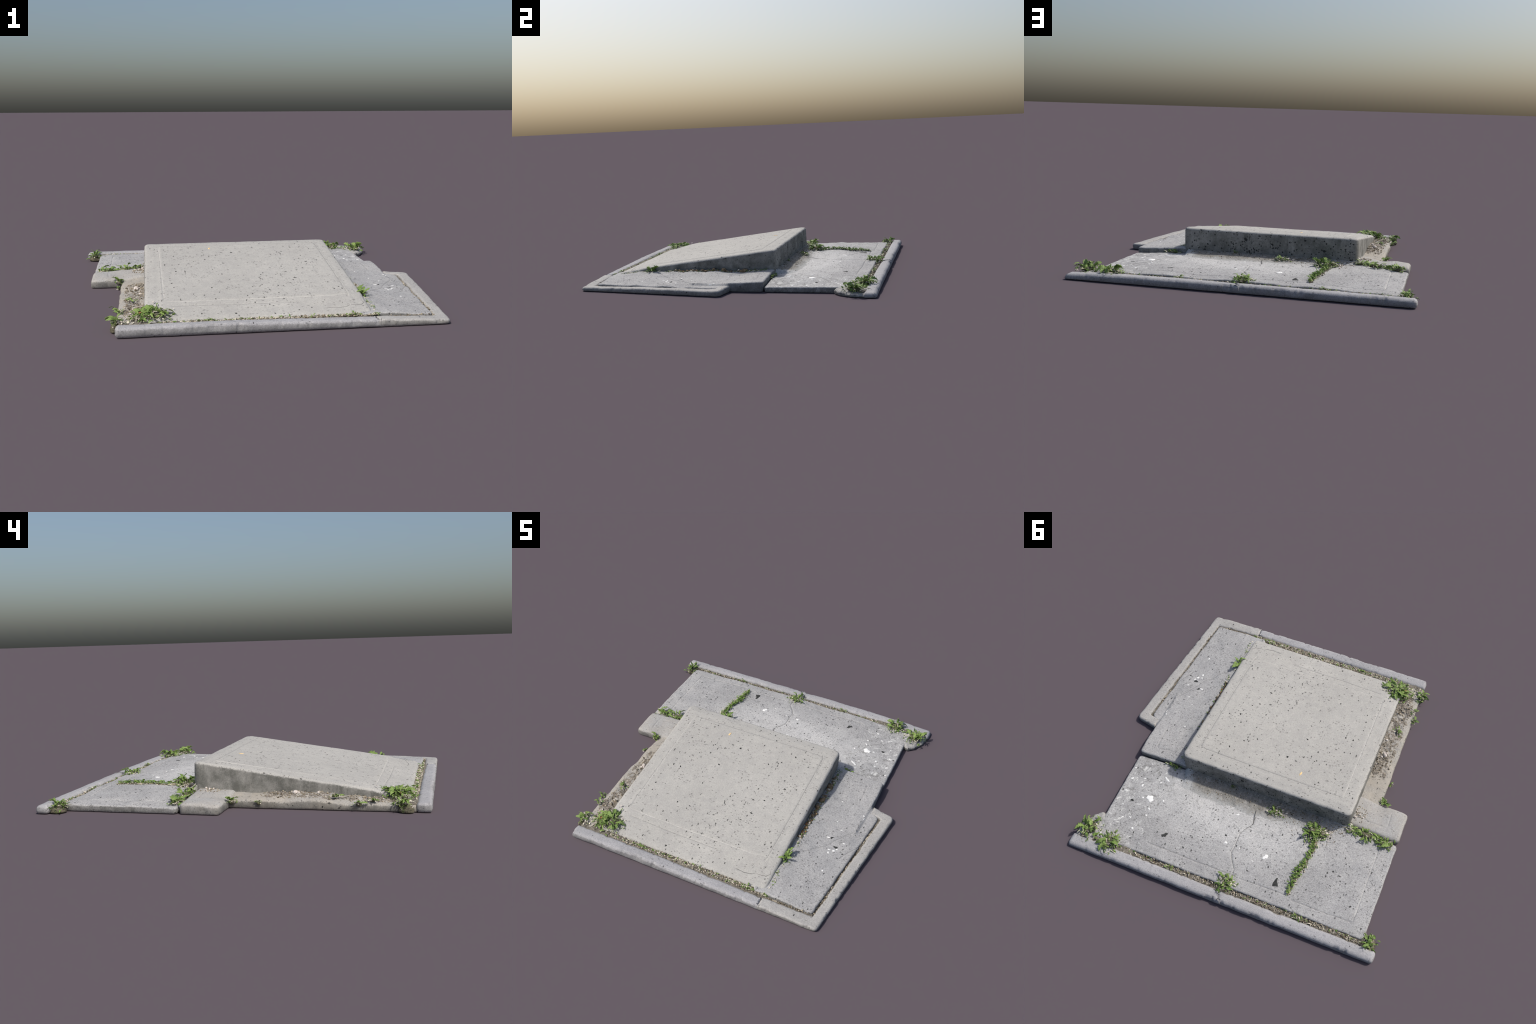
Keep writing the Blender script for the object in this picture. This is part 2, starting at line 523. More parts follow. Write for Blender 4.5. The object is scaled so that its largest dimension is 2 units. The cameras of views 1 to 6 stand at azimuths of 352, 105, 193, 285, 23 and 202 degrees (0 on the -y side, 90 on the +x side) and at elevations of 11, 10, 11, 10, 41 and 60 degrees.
# ------------------------------------------------------------------ slabs
TILT = 0.02      # the end face stands almost plumb


def tilt_top(x, y):
    prof_y = np.array([-0.95, -0.893, -0.870, -0.84, -0.80, -0.76, -0.72, -0.69, -0.60, 0.163, 0.30])
    prof_z = np.array([0.030, 0.046, 0.053, 0.060, 0.067, 0.077, 0.0865, 0.0935, 0.1065, 0.2120, 0.2310])
    z = np.interp(y, prof_y, prof_z)
    back = y - 0.163
    side = np.maximum(x - 0.446, -0.496 - x)
    rim = 0.0035 * smooth(0.0, 0.02, side) + 0.004 * smooth(0.03, 0.085, side)
    end = 0.003 * smooth(0.0, 0.02, back) + 0.008 * smooth(0.03, 0.095, back)
    return z - np.maximum(rim * smooth(-0.85, -0.70, y), end) - 0.002 * smooth(-0.66, -0.74, y)


PANEL = [(0.446, -0.690), (0.448, 0.163), (-0.502, 0.163), (-0.488, -0.700)]
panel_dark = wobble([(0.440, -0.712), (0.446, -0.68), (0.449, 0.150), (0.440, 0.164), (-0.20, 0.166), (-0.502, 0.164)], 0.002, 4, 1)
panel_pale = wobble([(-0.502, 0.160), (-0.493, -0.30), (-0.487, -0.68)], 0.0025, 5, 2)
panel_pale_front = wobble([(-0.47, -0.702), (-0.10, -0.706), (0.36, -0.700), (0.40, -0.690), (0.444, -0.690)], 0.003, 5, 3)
panel_second = wobble([(-0.45, -0.745), (-0.15, -0.752), (0.18, -0.752)], 0.003, 6, 4)
front_crack = wobble([(0.305, -0.822), (0.36, -0.826), (0.408, -0.818), (0.425, -0.802)], 0.003, 14, 5)
chip_crack = wobble([(0.43, -0.81), (0.485, -0.80), (0.502, -0.782), (0.497, -0.76)], 0.006, 20, 6)
block("tilted_slab", [(-0.584, -0.890), (0.523, -0.890), (0.529, 0.265), (-0.587, 0.265)], 0.038, tilt_top, M_TILT,
      edge=0.018, bottom=0.012, lean=TILT, seed=1, rough=0.0012, edge_noise=0.0022, undercut=0.0,
      lines=[panel_dark, panel_pale, panel_pale_front, panel_second, front_crack], groove=0.0022, groove_w=0.0032)

back_h = spread([(-0.895, 0.36, .031), (-0.895, 0.46, .032), (-0.895, 0.66, .033), (-0.895, 0.77, .033), (0.845, 0.36, .032), (0.845, 0.46, .034), (0.845, 0.68, .036), (0.845, 0.78, .036), (-0.895, 0.26, .030), (-0.895, 0.56, .033), (-0.893, 0.88, .033), (0.843, 0.267, .032), (0.843, 0.56, .035), (0.84, 0.88, .036),
                 (0.435, .735, .054), (-.307, .765, .050), (.632, .54, .050), (.511, .814, .050), (-.09, .815, .048), (-.805, .816, .044),
                 (.008, .696, .055), (.015, .546, .058), (-.036, .465, .058), (-0.6, 0.46, .057), (-0.76, 0.66, .054), (-0.6, 0.66, .054), (-0.75, 0.47, .057), (-0.84, 0.50, .046), (-0.45, 0.55, .060), (0.62, 0.36, .050), (0.55, 0.42, .056), (0.78, 0.35, .038),
                 (0.4, 0.5, .057), (-0.3, 0.45, .060), (0.2, 0.885, .041), (-0.3, 0.885, .041), (-0.7, 0.885, .037), (0.6, 0.885, .040), (-0.6, 0.30, .060), (-0.75, 0.30, .047)])
back_line = wobble([(0.512, 0.814), (0.20, 0.815), (-0.07, 0.815)], 0.002, 6, 11)
back_line2 = wobble([(-0.10, 0.818), (-0.39, 0.808)], 0.002, 6, 12)
back_line3 = wobble([(-0.43, 0.826), (-0.62, 0.822), (-0.80, 0.818)], 0.003, 7, 13)
back_line4 = wobble([(-0.805, 0.80), (-0.803, 0.58), (-0.80, 0.33)], 0.003, 7, 14)
joint_crack = wobble([(-0.02, 0.35), (-0.034, 0.464), (0.000, 0.515), (0.014, 0.545), (0.010, 0.643), (0.014, 0.685), (-0.006, 0.725), (-0.044, 0.775), (-0.06, 0.88)], 0.004, 14, 15)
moss_crack = wobble([(-0.405, 0.36), (-0.433, 0.492), (-0.412, 0.628), (-0.393, 0.745), (-0.394, 0.81)], 0.004, 14, 16)
fine_crack = wobble([(0.50, 0.42), (0.56, 0.47), (0.62, 0.60), (0.70, 0.68)], 0.012, 12, 17)
block("paving_slab", [(-0.898, 0.255), (0.846, 0.268), (0.846, 0.891), (-0.897, 0.891)], 0.026, back_h, M_BACK, edge=0.011, seed=20,
      rough=0.0022, lines=[back_line, back_line2, back_line3, back_line4, joint_crack, moss_crack], groove=0.0032)

side_base = spread([(0.50, -0.89, .046), (0.79, -0.89, .034), (0.81, -0.75, .033), (0.53, -0.68, .066), (0.55, -0.58, .070), (0.548, -0.45, .075), (0.763, -0.395, .040), (0.711, -0.331, .048),
                    (0.545, -0.30, .077), (0.548, -0.15, .079), (0.540, 0.0, .072), (0.540, 0.12, .078), (0.540, 0.22, .087), (0.62, 0.22, .079), (0.70, 0.22, .072), (0.64, 0.03, .056), (0.72, 0.06, .054), (0.756, 0.198, .065), (0.838, 0.24, .066),
                    (0.835, 0.06, .056), (0.822, -0.20, .050), (0.88, -0.28, .027), (0.845, -0.50, .031), (0.90, -0.06, .034), (0.65, -0.7, .049), (0.60, -0.5, .058), (0.68, -0.45, .047), (0.84, -0.72, .031)])


def side_h(x, y):
    ledge = 0.829 + (y + 0.206) * 0.062
    low = smooth(-0.003, 0.005, x - ledge) * smooth(-0.27, -0.20, y)
    return side_base(x, y) * (1 - low) + (0.036 + 0.002 * (y + 0.2)) * low


ledge_line = [(0.829, -0.206), (0.8435, 0.028)]
side_line = wobble([(0.62, 0.19), (0.745, 0.196), (0.757, 0.185), (0.762, 0.04)], 0.003, 8, 31)
side_crack = wobble([(0.553, -0.558), (0.591, -0.529), (0.631, -0.499), (0.648, -0.466), (0.703, -0.413), (0.77, -0.29), (0.829, -0.206)], 0.006, 26, 32)
side_crack2 = wobble([(0.905, -0.25), (0.866, -0.345), (0.846, -0.385), (0.823, -0.432), (0.805, -0.470)], 0.006, 14, 33)
block("paving_slab", [(0.45, -0.907), (0.816, -0.907), (0.912, -0.045), (0.850, 0.040, 0.004), (0.846, 0.262), (0.45, 0.262)], 0.022, side_h, M_SIDE,
      edge=0.012, seed=40, rough=0.002, lines=[side_line, side_crack, side_crack2], groove=0.002)

# ------------------------------------------------------------------ kerbs
front_h = lambda x, y: np.interp(x, [-0.72, -0.2, 0.525, 0.66, 0.875], [0.047, 0.049, 0.038, 0.034, 0.023]) + 0.0015 * fbm(x, y, 5, 2, 51)
block("kerb", [(-0.716, -0.997), (0.532, -0.997, 0.004), (0.532, -0.924, 0.004), (-0.716, -0.920)], 0.016, front_h, M_KERB, edge=0.020, seed=50, rough=0.0015, undercut=0.009, edge_noise=0.0022, chip=0.008)
edge_h = spread([(0.875, -0.98, .024), (0.70, -0.96, .032), (0.53, -0.96, .038), (0.868, -0.509, .034), (0.93, -0.45, .033), (0.92, -0.7, .028), (0.97, -0.1, .033), (0.93, 0.02, .038), (0.85, 0.02, .042), (0.85, -0.85, .026)])
block("kerb", [(0.521, -0.997, 0.004), (0.876, -0.995, 0.030), (1.0005, 0.016, 0.036), (0.852, 0.047, 0.004), (0.852, -0.022, 0.004), (0.926, -0.034, 0.008), (0.824, -0.914, 0.006), (0.521, -0.922, 0.004)], 0.02,
      edge_h, M_EDGE, edge=0.014, seed=60, rough=0.002, undercut=0.006, edge_noise=0.002, chip=0.006)
back_kerb_h = lambda x, y: np.interp(x, [-0.99, -0.9, -0.3, 0.5, 0.8, 0.97], [0.043, 0.045, 0.047, 0.046, 0.040, 0.030]) + 0.001 * fbm(x, y, 5, 2, 71)
for seed, cs in ((70, [(-0.986, 0.922), (-0.001, 0.924, 0.004), (-0.032, 0.997, 0.004), (-0.986, 0.997)]), (75, [(-0.019, 0.924, 0.004), (0.972, 0.912), (0.972, 0.997), (-0.050, 0.997, 0.004)])):
    block("kerb", cs, 0.022, back_kerb_h, M_KERB, edge=0.024, seed=seed, rough=0.0014, undercut=0.010, edge_noise=0.0018, chip=0.007)

# ------------------------------------------------------------------ stub slab, soil beds
stub_h = spread([(-0.89, 0.04, .047), (-0.89, 0.235, .054), (-0.80, 0.13, .060), (-0.72, 0.035, .045), (-0.62, 0.17, .074), (-0.60, 0.05, .066), (-0.7, 0.22, .064)])
stub_line = wobble([(-0.62, 0.185), (-0.795, 0.180), (-0.805, 0.165), (-0.80, 0.075)], 0.003, 9, 81)
block("paving_slab", [(-0.900, 0.030), (-0.50, 0.026), (-0.50, 0.247), (-0.898, 0.244)], 0.030, stub_h, M_STUB, edge=0.024, seed=80, rough=0.002, lines=[stub_line])

bed_h0 = spread([(-0.72, 0.03, .036), (-0.722, -0.25, .042), (-0.722, -0.6, .046), (-0.72, -0.88, .046), (-0.66, 0.0, .050), (-0.60, 0.0, .062), (-0.60, -0.2, .062),
                 (-0.63, -0.304, .070), (-0.60, -0.45, .066), (-0.64, -0.6, .060), (-0.60, -0.75, .054), (-0.68, -0.45, .055), (-0.68, -0.2, .053), (-0.62, -0.86, .046), (-0.55, -0.9, .042)])


def bed_h(x, y):
    rough = smooth(-0.705, -0.655, x) * smooth(-0.12, -0.20, y) * smooth(-0.95, -0.70, y)
    lumps = fbm(x, y, 26, 4, 91) * 0.014 - np.abs(fbm(x, y, 55, 3, 92)) * 0.014 + 0.004
    return bed_h0(x, y) - 0.009 - 0.004 * smooth(-0.685, -0.715, x) + 0.007 * smooth(-0.52, -0.42, y) + rough * lumps * 0.8


block("soil_bed", [(-0.722, 0.045), (-0.50, 0.045), (-0.46, -0.925), (-0.712, -0.925)], 0.02, bed_h, M_BED, edge=0.016, seed=90, rough=0.003, spacing=0.006)


def rubble_h(x, y):
    edge = smooth(-0.708, -0.665, x + 0.02 * fbm(x, y, 15, 3, 94)) * smooth(-0.08, -0.17, y + 0.02 * fbm(x, y, 15, 3, 95)) * smooth(-0.92, -0.78, y)
    return bed_h(x, y) - 0.006 + edge * (0.007 + 0.007 * fbm(x, y, 50, 4, 93))


block("loose_soil", [(-0.700, -0.10), (-0.52, -0.10), (-0.52, -0.915), (-0.700, -0.915)], 0.03, rubble_h, M_RUBBLE, edge=0.006, bottom=0.02, seed=95, rough=0.003, spacing=0.006)


def ramp_h(x, y):
    front = np.interp(x, [-0.62, -0.523, -0.352, -0.156, 0.023, 0.28, 0.50], [0.28, 0.316, 0.378, 0.42, 0.45, 0.432, 0.418]) + 0.006 * fbm(x, y, 16, 3, 101)
    t = np.clip((y - 0.25) / (front - 0.25), 0, 1.3)
    hi = 0.080 + 0.006 * fbm(x, y, 20, 3, 102) + 0.004 * smooth(-0.1, -0.45, x)
    base = back_h(x, y)
    ends = smooth(0.515, 0.48, x - 0.02 * fbm(x, y, 20, 2, 103))
    return base - 0.004 + ends * (np.maximum((hi - base) * np.clip(1 - t, 0, 1) ** 1.3, -0.001) * (t < 1) + 0.0055 * (1 - smooth(0.55, 1.05, t)))


block("sand_ramp", [(-0.60, 0.245), (0.52, 0.245), (0.52, 0.46), (-0.60, 0.46)], 0.02, ramp_h, M_SAND, edge=0.004, bottom=0.02, seed=100, rough=0.003, spacing=0.006)


def joint_bed(corners, z, mat, seed, name="joint_soil"):
    h = lambda x, y: z(x, y) + 0.004 * fbm(x, y, 40, 4, seed)
    return block(name, corners, 0.004, h, mat, edge=0.003, bottom=0.004, seed=seed, rough=0.003, spacing=0.006, edge_noise=0.0)


joint_bed([(-0.70, -0.935), (0.83, -0.935), (0.81, -0.87), (-0.70, -0.87)], lambda x, y: np.interp(x, [-0.7, 0.45, 0.55, 0.83], [0.040, 0.036, 0.029, 0.020]), M_JOINT, 110)
joint_bed([(-0.955, 0.872), (0.92, 0.872), (0.92, 0.935), (-0.955, 0.935)], lambda x, y: np.interp(x, [-0.95, -0.8, 0.5, 0.6, 0.9], [0.024, 0.027, 0.029, 0.036, 0.030]), M_JOINT, 120)
joint_bed([(0.795, -0.925), (0.850, -0.925), (0.948, -0.03), (0.893, -0.03)], lambda x, y: np.interp(y, [-0.92, -0.2, 0.0], [0.013, 0.019, 0.025]), M_JOINT, 130)


# ------------------------------------------------------------------ joined stuff: pebbles, specks, splashes
def blob_mesh(sub, seed):
    bm = bmesh.new()
    bmesh.ops.create_icosphere(bm, subdivisions=sub, radius=1)
    r = random.Random(seed)
    axes = [Vector((r.gauss(0, 1), r.gauss(0, 1), r.gauss(0, 1))).normalized() for _ in range(5)]
    for v in bm.verts:
        v.co *= 1 + 0.22 * sum(max(0, v.co.dot(a)) ** 3 * s for a, s in zip(axes, (1, -1, .7, -.8, .6)))
    V = [v.co.copy() for v in bm.verts]
    F = [tuple(v.index for v in f.verts) for f in bm.faces]
    bm.free()
    return V, F


BLOBS = [blob_mesh(2, i) for i in range(6)]


class Heap:
    def __init__(self):
        self.v, self.f, self.m = [], [], []

    def add(self, V, F, M, mat=0):
        b = len(self.v)
        self.v += [M @ v for v in V]
        self.f += [tuple(b + i for i in f) for f in F]
        self.m += [mat] * len(F)

    def out(self, name, mats, parent=ROOT, kind="stuff", smoothed=True):
        ob = make(name, self.v, self.f, mats, parent, smoothed, self.m)
        if kind:
            ob["kind"] = kind
        return ob


def place(x, y, z, rx, ry, rz, yaw, tiltx=0.0, tilty=0.0):
    return Matrix.Translation((x, y, z)) @ Matrix.Rotation(yaw, 4, "Z") @ Matrix.Rotation(tiltx, 4, "X") @ Matrix.Rotation(tilty, 4, "Y") @ Matrix.Diagonal((rx, ry, rz, 1))


def pebbles(heap, r, x, y, z, size, mat=0):
    s = size * r.uniform(0.55, 1.25)
    heap.add(*r.choice(BLOBS), place(x, y, z, s, s * r.uniform(.6, .95), s * r.uniform(.5, .8), r.uniform(0, 6.3), r.uniform(-.4, .4), r.uniform(-.4, .4)), mat)


def along(line, t):
    (a, b) = line
    return a[0] + (b[0] - a[0]) * t, a[1] + (b[1] - a[1]) * t


JOINTS = [([(-0.52, -0.904), (0.50, -0.904)], 0.036, 0.015, 620, 0.0052), ([(0.54, -0.912), (0.80, -0.910)], 0.026, 0.006, 60, 0.0045),
          ([(-0.90, 0.906), (0.62, 0.905)], 0.030, 0.013, 620, 0.0044), ([(0.822, -0.90), (0.914, -0.05)], 0.018, 0.010, 300, 0.0044)]
for line, z, half, count, size in JOINTS:
    r, h = random.Random(count), Heap()
    for _ in range(count):
        x, y = along(line, r.random())
        dx, dy = r.uniform(-half, half), r.uniform(-half, half)
        if abs(line[0][0] - line[1][0]) > 0.2:
            dx = 0
        else:
            dy = 0
        zz = z + (0.004 if abs(dx + dy) > half * 0.7 else 0.0)
        pebbles(h, r, x + dx, y + dy, zz + r.uniform(-.002, .003), size)
    h.out("joint_gravel", [M_PEBBLE])

# rubble lumps on the loose soil strip
r, h = random.Random(5), Heap()
for _ in range(520):
    y = r.choice((r.uniform(-0.86, -0.12), r.gauss(-0.32, 0.10), r.gauss(-0.70, 0.08)))
    if not -0.9 < y < -0.12:
        continue
    x = r.uniform(-0.69, -0.585) if r.random() < .8 else r.uniform(-0.62, -0.585)
    s = r.choice((0.002, 0.0025, 0.003, 0.003, 0.004, 0.006))
    pebbles(h, r, x, y, ground(x, y) + s * 0.2, s)
for x, y, s in ((-0.63, -0.304, 0.013), (-0.615, -0.288, 0.011), (-0.638, -0.322, 0.009), (-0.622, -0.318, 0.010), (-0.605, -0.42, 0.010), (-0.60, -0.225, 0.009), (-0.62, 0.165, 0.014), (-0.60, 0.19, 0.012), (-0.645, 0.175, 0.010), (-0.598, 0.15, 0.010)):
    pebbles(h, r, x, y, min(ground(x, y), 0.08) + s * 0.25, s, 1)
for _ in range(60):
    x, y = r.uniform(-0.66, -0.59), r.gauss(0.165, 0.03)
    pebbles(h, r, x, y, min(ground(x, y), 0.078) + 0.001, 0.004, 0)
h.out("soil_rubble", [M_PEBBLE, M_STONE])

# grit on the sand ramp
r, h = random.Random(15), Heap()
for _ in range(420):
    x, y = r.uniform(-0.58, 0.48), 0.27 + abs(r.gauss(0, 0.05))
    if r.random() < 0.5:
        x = r.uniform(-0.58, -0.10)
    pebbles(h, r, x, y, ground(x, y) + 0.0005, 0.0036, 0)
for x, y, s in ((-0.17, 0.315, 0.016), (-0.20, 0.325, 0.012), (-0.43, 0.33, 0.012), (-0.47, 0.37, 0.012), (-0.45, 0.40, 0.010), (-0.49, 0.345, 0.009)):
    pebbles(h, r, x, y, ground(x, y) + s * 0.2, s, 1)
h.out("ramp_grit", [M_PEBBLE, M_STONE])

# leaf litter and lumps wedged under the raised side
r, h = random.Random(25), Heap()
for _ in range(110):
    y = r.uniform(-0.45, 0.18)
    x = 0.534 + r.uniform(0, 0.022)
    s = r.uniform(0.005, 0.012)
    pebbles(h, r, x, y, ground(x, y) + s * 0.3, s, r.choice((0, 0, 2, 2, 2, 3)))
for x, y, s, m in ((0.545, 0.06, 0.019, 0), (0.548, 0.02, 0.020, 2), (0.546, -0.09, 0.022, 0), (0.545, -0.16, 0.020, 0), (0.543, -0.24, 0.016, 0), (0.546, -0.28, 0.014, 2)):
    pebbles(h, r, x, y, ground(x, y) + s * 0.35, s, m)
h.out("wedged_litter", [M_LITTER, M_MOSS, M_PEBBLE, M_RUST])


def splash_shape(heap, x, y, rx, ry, yaw, top, seed, thick=0.0012, mat=0):
    """A thin irregular crust that follows the surface under it."""
    r = random.Random(seed)
    n = 18
    ph = [r.uniform(0, 6.3) for _ in range(4)]
    rim = []
    for i in range(n):
        a = 2 * math.pi * i / n
        k = 1 + 0.20 * math.sin(2 * a + ph[0]) + 0.16 * math.sin(3 * a + ph[1]) + 0.13 * math.sin(5 * a + ph[2]) + 0.10 * math.sin(7 * a + ph[3])
        px, py = rx * k * math.cos(a), ry * k * math.sin(a)
        rim.append((px * math.cos(yaw) - py * math.sin(yaw), px * math.sin(yaw) + py * math.cos(yaw)))
    V, F = [], []
    for f, lift in ((1.0, -0.0012), (0.97, thick * 0.5), (0.8, thick), (0.45, thick * 1.15)):
        X = np.array([x + q[0] * f for q in rim])
        Y = np.array([y + q[1] * f for q in rim])
        Z = top(X, Y) + lift
        V += [Vector((X[i], Y[i], Z[i])) for i in range(n)]
    V.append(Vector((x, y, float(top(np.array([x]), np.array([y]))[0]) + thick * 1.2)))
    for k in range(3):
        for i in range(n):
            j = (i + 1) % n
            F.append((k * n + i, k * n + j, (k + 1) * n + j, (k + 1) * n + i))
    for i in range(n):
        F.append((3 * n + i, 3 * n + (i + 1) % n, 4 * n))
    heap.add(V, F, Matrix(), mat)


tilt_zt, back_zt, side_zt = SURFACES[0][1], SURFACES[1][1], SURFACES[2][1]

# thin dark patches laid on the raised slab in place of pores (x, y, radius in mm)
PORE_PATCHES = [(-.238, -.543, 6), (.013, -.543, 5), (-.156, -.54, 4), (-.204, -.607, 4), (.032, -.434, 5), (.057, -.342, 5), (-.381, -.541, 3), (-.168, -.346, 5), (-.187, -.347, 3),
         (-.381, -.445, 3), (-.442, -.461, 5), (-.128, -.283, 4), (-.306, -.359, 3), (-.449, -.386, 4), (-.212, -.267, 4), (-.005, -.166, 4), (-.364, -.282, 6),
         (-.144, -.169, 6), (-.442, -.304, 4), (-.414, -.283, 5), (-.418, -.232, 4), (-.34, -.165, 5), (-.394, -.167, 4), (-.472, -.162, 4), (-.079, .013, 8), (-.139, .022, 6),
         (-.026, .019, 4), (-.246, -.023, 4), (-.282, -.011, 4), (-.304, -.047, 4), (-.41, .053, 5), (-.372, .086, 4), (-.51, .082, 4), (.19, -.606, 4), (.046, -.783, 4),
         (.251, -.677, 4), (.218, -.44, 8), (.249, -.319, 6), (.289, -.287, 5), (.183, -.342, 6), (.395, -.163, 5), (.329, -.187, 7), (.319, -.074, 6), (.269, -.148, 4),
         (.391, .039, 5), (.207, -.028, 5), (.219, .007, 6), (.284, .085, 7), (.147, -.04, 6), (.246, .1, 5), (.343, .091, 5), (.49, -.321, 4), (.516, -.11, 4), (-.146, -.847, 6)]
h, r = Heap(), random.Random(3)
for i, (x, y, s) in enumerate(PORE_PATCHES):
    s *= 0.00095
    splash_shape(h, x, y, s * r.uniform(1.0, 1.4), s * r.uniform(.55, .85), r.uniform(0, 3.1), tilt_zt, i, 0.0004)
h.out("pore_patch", [M_DARK])

MARKS = [(.436, .733, 22, 16), (.735, .589, 14, 10), (.703, .558, 5, 4), (-.761, .733, 10, 6), (-.643, .582, 7, 4), (-.884, .549, 5, 4), (-.86, .409, 5, 4), (-.652, .498, 5, 4),
         (-.186, .787, 6, 4), (-.298, .842, 5, 3), (-.447, .871, 4, 3), (-.578, .86, 5, 4), (-.239, .584, 5, 4), (-.213, .505, 5, 4), (-.61, .66, 6, 4), (.231, .489, 4, 3), (.215, .659, 5, 4),
         (.17, .638, 5, 4), (.287, .676, 6, 4), (.37, .681, 5, 4), (.337, .787, 4, 3), (.559, .869, 4, 3), (.097, .729, 4, 3), (.435, .564, 4, 3), (.233, .699, 4, 3), (-.842, .662, 4, 3), (-.755, .353, 4, 3), (-.833, .551, 7, 2)]
h = Heap()
for i, (x, y, a, b) in enumerate(MARKS):
    splash_shape(h, x, y, a * 0.00085, b * 0.00085, r.uniform(0, 3.1), back_zt, 100 + i, 0.0004)
SIDE_MARKS = [(.759, -.393, 14, 11), (.713, -.336, 11, 8), (.815, -.425, 6, 5), (.796, -.47, 5, 4), (.693, -.522, 5, 4), (.766, -.219, 5, 4), (.834, -.247, 4, 3), (.731, -.153, 4, 3), (.765, -.437, 5, 3), (.604, -.858, 4, 3), (.609, -.784, 3, 2)]
for i, (x, y, a, b) in enumerate(SIDE_MARKS):
    splash_shape(h, x, y, a * 0.0009, b * 0.0009, r.uniform(0, 3.1), side_zt, 200 + i, 0.0004)
h.out("dark_spot", [M_CHIP])

# the arrow-shaped dark chip by the mossy crack
tri = [(-0.293, 0.786), (-0.300, 0.788), (-0.327, 0.779), (-0.325, 0.771), (-0.312, 0.752), (-0.305, 0.735), (-0.309, 0.727), (-0.300, 0.731), (-0.296, 0.745), (-0.291, 0.768)]
cx, cy = -0.307, 0.765
V, F = [], []
for f, lift in ((1, -0.001), (0.97, 0.0012), (0.5, 0.002)):
    for px, py in tri:
        x, y = cx + (px - cx) * f, cy + (py - cy) * f
        V.append(Vector((x, y, float(back_zt(np.array([x]), np.array([y]))[0]) + lift)))
n = len(tri)
for k in range(2):
    F += [(k * n + i, k * n + (i + 1) % n, (k + 1) * n + (i + 1) % n, (k + 1) * n + i) for i in range(n)]
F.append(tuple(range(2 * n, 3 * n)))
make("dark_chip", V, F, [M_CHIP], smoothed=False)

WHITES = [(.633, .541, 24, 17, .25), (.809, .448, 9, 6, .9), (.723, .472, 8, 7, .6), (.806, .54, 9, 4, .1), (.594, .379, 20, 6, -.6), (.702, .556, 4, 3, 0), (.679, .551, 6, 5, .5), (.548, .526, 8, 4, -.5),
          (.737, .717, 7, 4, .8), (.692, .701, 7, 3, -.5), (.643, .763, 8, 5, .2), (.603, .654, 7, 4, -.6), (.607, .608, 9, 4, -.6), (.07, .638, 10, 6, .2), (.078, .439, 9, 6, .3), (-.187, .634, 17, 11, 1.2), (.075, .642, 6, 4, .3),
          (-.126, .687, 5, 3, .4), (-.02, .642, 5, 3, .4), (.824, .37, 6, 4, 0), (.731, .421, 6, 4, .4), (.777, .635, 5, 3, .3), (.62, .416, 7, 4, .4)]
h = Heap()
for i, (x, y, a, b, w) in enumerate(WHITES):
    if a >= 8:
        g = Heap()
        splash_shape(g, x, y, a * 0.00105, b * 0.00115, w, back_zt, 300 + i, 0.0014)
        g.out("white_splash", [M_WHITE], kind=None)
    else:
        splash_shape(h, x, y, a * 0.0011, b * 0.0011, w, back_zt, 300 + i, 0.001)
for i, (x, y, a, b, w) in enumerate([(.794, -.344, 6, 4, .4), (.692, -.342, 9, 4, .2), (.756, -.6, 6, 4, .5), (.743, -.252, 5, 3, .4), (.696, -.199, 3, 3, 0), (.836, -.092, 7, 4, 1.2), (.825, -.07, 5, 4, 0), (.662, -.021, 6, 3, .8), (.758, -.425, 9, 5, .6), (.735, -.455, 8, 4, 1.6), (.73, -.43, 7, 4, .1), (.772, -.405, 6, 4, 1)]):
    splash_shape(h, x, y, a * 0.0012, b * 0.0012, w, side_zt, 400 + i, 0.001)
h.out("white_fleck", [M_WHITE])

h = Heap()
splash_shape(h, -0.202, 0.101, 0.017, 0.0048, 1.35, tilt_zt, 77, 0.002)
h.out("leaf_scrap", [M_YELLOW], kind=None)


# dirt in the cracks; light and shade of the tooled lines, put into colour
def dirt_shade_line(name, line, top, mat, width=0.0022, lift=-0.0012, taper=True):
    L = np.array(resample(line, 0.005))
    d = np.gradient(L, axis=0)
    nn = np.stack([-d[:, 1], d[:, 0]], 1)
    nn /= np.linalg.norm(nn, axis=1)[:, None] + 1e-12
    w = width * (0.65 + 0.5 * fbm(L[:, 0], L[:, 1], 45, 2, 9))
    if taper:
        t = np.linspace(0, 1, len(L))
        w = w * np.clip(np.minimum(t, 1 - t) * 12, 0.15, 1)
    V, F, n = [], [], len(L)
    for o, dz in ((-1, -0.002), (-0.55, 0.0), (0.55, 0.0), (1, -0.002)):
        P = L + nn * (o * w)[:, None]
        Z = top(L[:, 0], L[:, 1]) + dz + lift + 0.0022
        V.append(np.column_stack([P, Z]))
    for k in range(3):
        F += [(k * n + i, (k + 1) * n + i, (k + 1) * n + i + 1, k * n + i + 1) for i in range(n - 1)]
    F += [(3 * n + i, i, i + 1, 3 * n + i + 1) for i in range(n - 1)]
    return make(name, np.concatenate(V), F, [mat])


